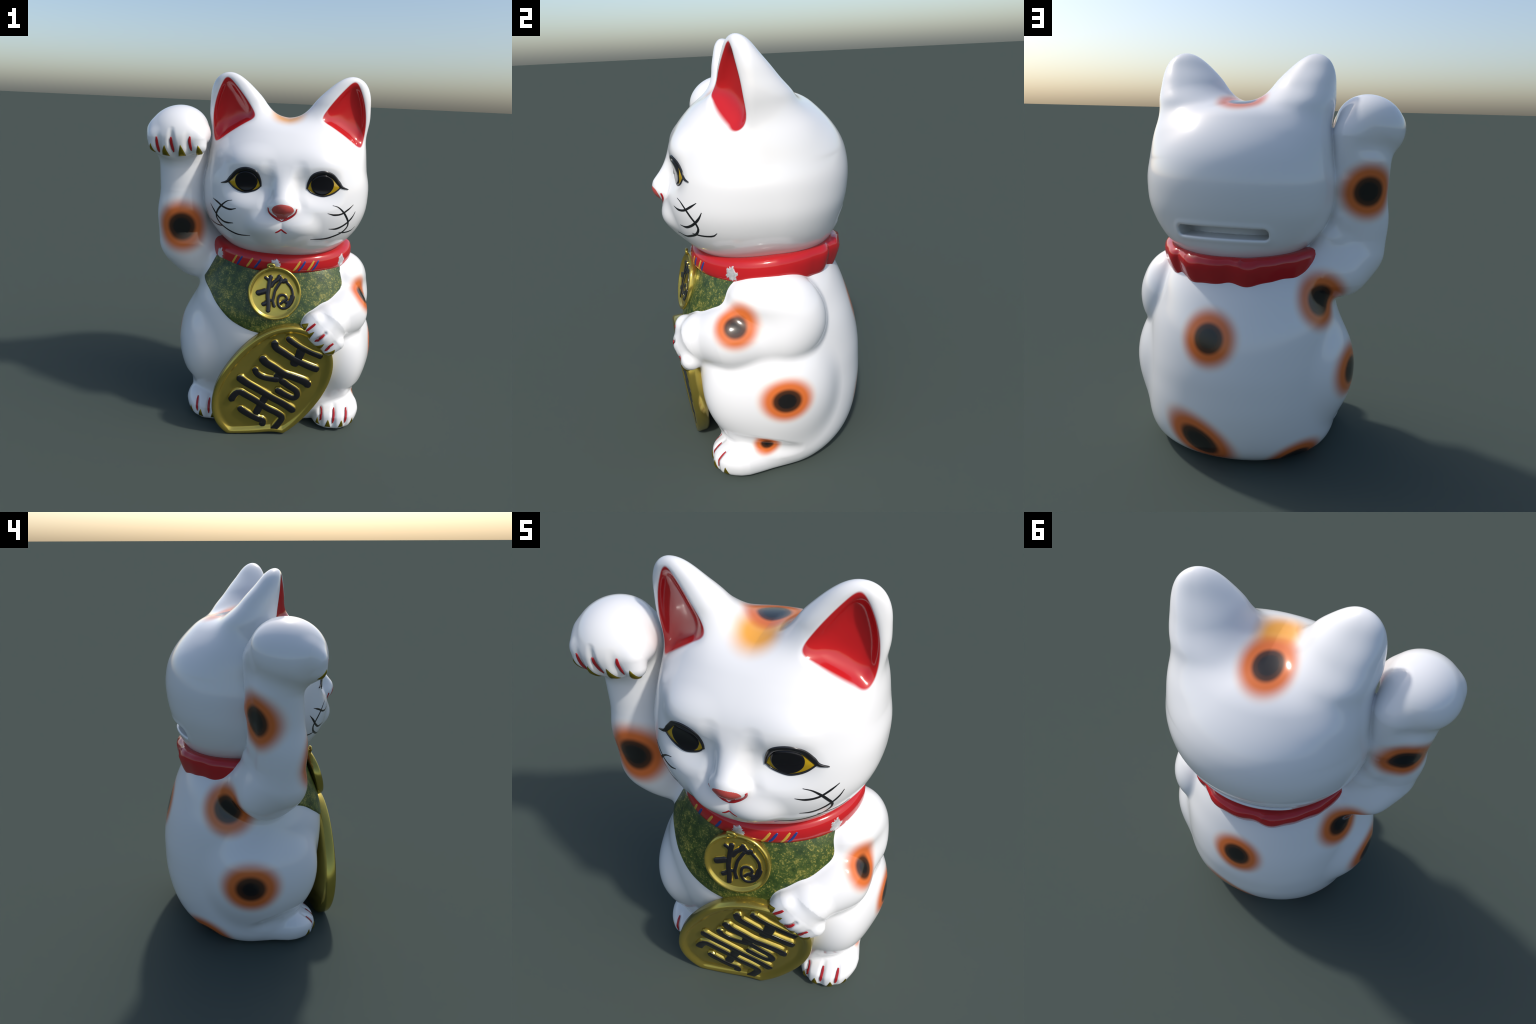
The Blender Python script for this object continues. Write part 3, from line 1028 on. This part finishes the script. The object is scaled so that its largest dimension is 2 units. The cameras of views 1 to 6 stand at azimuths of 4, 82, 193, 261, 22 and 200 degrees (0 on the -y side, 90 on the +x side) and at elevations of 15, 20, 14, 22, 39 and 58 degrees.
KOBAN = plate("oval_gold_coin", KP, koban_rim,
              [(0.020, -0.058), (0.012, -0.054), (0.0, -0.040), (0.0, 0.000), (0.003, 0.008), (0.010, 0.012), (0.024, 0.010), (0.034, 0.003), (0.042, -0.004), (0.050, -0.006), (0.060, -0.005), (0.14, -0.005), (0.22, -0.005)], GOLD)
KSTROKES = [
    ([(-0.154, 0.189), (-0.127, 0.158), (-0.068, 0.156), (-0.010, 0.157), (0.065, 0.165), (0.127, 0.177), (0.160, 0.188)], 0.032),
    ([(-0.110, 0.249), (-0.092, 0.237), (-0.043, 0.235), (0.006, 0.238), (0.060, 0.245), (0.125, 0.260)], 0.026),
    ([(-0.005, 0.237), (0.016, 0.182), (0.023, 0.118)], 0.044),
    ([(-0.154, 0.066), (-0.113, 0.050), (-0.050, 0.051), (0.015, 0.051), (0.069, 0.064), (0.135, 0.078), (0.172, 0.076)], 0.036),
    ([(0.158, 0.095), (0.175, 0.055)], 0.036),
    ([(-0.141, -0.010), (-0.113, -0.033), (-0.066, -0.033), (-0.015, -0.012), (0.019, 0.008)], 0.028),
    ([(-0.004, 0.045), (0.008, -0.011)], 0.046),
    ([(0.020, 0.009), (0.080, 0.005), (0.135, 0.004), (0.163, -0.015), (0.155, -0.042), (0.102, -0.053), (0.038, -0.054)], 0.030),
    ([(-0.185, -0.112), (-0.119, -0.117), (-0.040, -0.114), (0.047, -0.112), (0.132, -0.106), (0.222, -0.109)], 0.033),
    ([(-0.120, -0.268), (-0.127, -0.223), (-0.118, -0.187), (-0.070, -0.182), (-0.001, -0.180), (0.072, -0.183), (0.139, -0.176), (0.184, -0.182), (0.193, -0.222), (0.193, -0.290)], 0.031),
    ([(0.022, -0.112), (0.032, -0.177), (0.049, -0.255)], 0.036),
    ([(-0.054, -0.258), (-0.037, -0.274), (0.018, -0.276), (0.074, -0.271), (0.108, -0.264), (0.127, -0.298)], 0.031),
]
for i, (pts, w) in enumerate(KSTROKES):
    base = relief("coin_character_stroke", KP, pts, w + 0.024, -0.008, 0.010 - 0.0003 * i, GOLD, KOBAN, 0.36)
    relief("stroke_ink", KP, [(a + 0.0, b - 0.002) for a, b in pts], w * 1.22, 0.005, 0.0120 - 0.0003 * i, BLACK, KOBAN, 0.12)

# round medal under the collar
MP = Plane((0.088, -0.393, 0.852), (0.137, -0.960, 0.244), (0, 0, 1))
MEDAL = plate("round_gold_medal", MP, lambda t: (0.146 * np.cos(t), 0.146 * np.sin(t)),
              [(0.004, -0.042), (0.0, -0.038), (0.0, -0.006), (0.003, 0.001), (0.008, 0.003), (0.014, 0.000), (0.019, -0.007), (0.026, -0.009), (0.06, -0.009), (0.12, -0.009)], GOLD, n=96)
MSTROKES = [
    ([(-0.020, 0.100), (-0.026, 0.078), (-0.030, 0.054), (-0.034, 0.022), (-0.037, -0.014), (-0.032, -0.062), (-0.033, -0.106)], 0.020),
    ([(-0.058, 0.088), (-0.040, 0.078), (-0.028, 0.062)], 0.015),
    ([(-0.102, -0.002), (-0.075, 0.005), (-0.040, 0.016)], 0.027),
    ([(-0.070, -0.062), (-0.051, -0.056), (-0.033, -0.040)], 0.020),
    ([(0.028, 0.102), (0.018, 0.079), (-0.006, 0.059), (-0.024, 0.032)], 0.020),
    ([(0.035, 0.070), (0.019, 0.045), (0.003, 0.016), (-0.004, -0.013), (-0.008, -0.042), (0.002, -0.078)], 0.014),
    ([(0.020, 0.092), (0.043, 0.068), (0.068, 0.076)], 0.022),
    ([(0.062, 0.066), (0.088, 0.035), (0.098, 0.008), (0.099, -0.026), (0.085, -0.060), (0.066, -0.077), (0.042, -0.080), (0.024, -0.064), (0.019, -0.037), (0.025, -0.015), (0.042, -0.007), (0.060, -0.012), (0.067, -0.031), (0.046, -0.044), (0.030, -0.061)], 0.012),
    ([(0.101, -0.005), (0.090, -0.043), (0.066, -0.074)], 0.024),
    ([(0.052, -0.042), (0.084, -0.052)], 0.017),
    ([(-0.030, -0.038), (-0.004, -0.038)], 0.013),
]
for i, (pts, w) in enumerate(MSTROKES):
    base = relief("medal_character_stroke", MP, pts, w + 0.011, -0.011, -0.0010 - 0.0002 * i, GOLD, MEDAL, 0.36, 60)
    relief("stroke_ink", MP, pts, w * 1.15, -0.003, 0.0008 - 0.0002 * i, BLACK, MEDAL, 0.12, 60)
# bail joining medal and collar
t = np.linspace(0, 2 * math.pi, 24, endpoint=False)
ring = np.stack([np.cos(t), np.sin(t)], 1)
VV, FF = [], []
for i, ph in enumerate(np.linspace(0, 2 * math.pi, 24, endpoint=False)):
    cc = np.array([0.060, -0.366, 0.998]) + 0.016 * np.array([math.cos(ph), 0.0, 0.6 * math.sin(ph)])
    rd = np.array([math.cos(ph), 0.0, math.sin(ph)])
    VV += [cc + 0.008 * (a * rd + b * np.array([0, 1.0, 0])) for a, b in ring]
FF = [(i * 24 + j, i * 24 + (j + 1) % 24, ((i + 1) % 24) * 24 + (j + 1) % 24, ((i + 1) % 24) * 24 + j) for i in range(24) for j in range(24)]
add("medal_bail", VV, FF, GOLD, MEDAL)

# consistent outward normals on the small parts
import bmesh
for o in bpy.data.objects:
    if o.type == "MESH" and not o.data.has_custom_normals:
        bm = bmesh.new(); bm.from_mesh(o.data)
        bmesh.ops.recalc_face_normals(bm, faces=bm.faces)
        bm.to_mesh(o.data); bm.free()
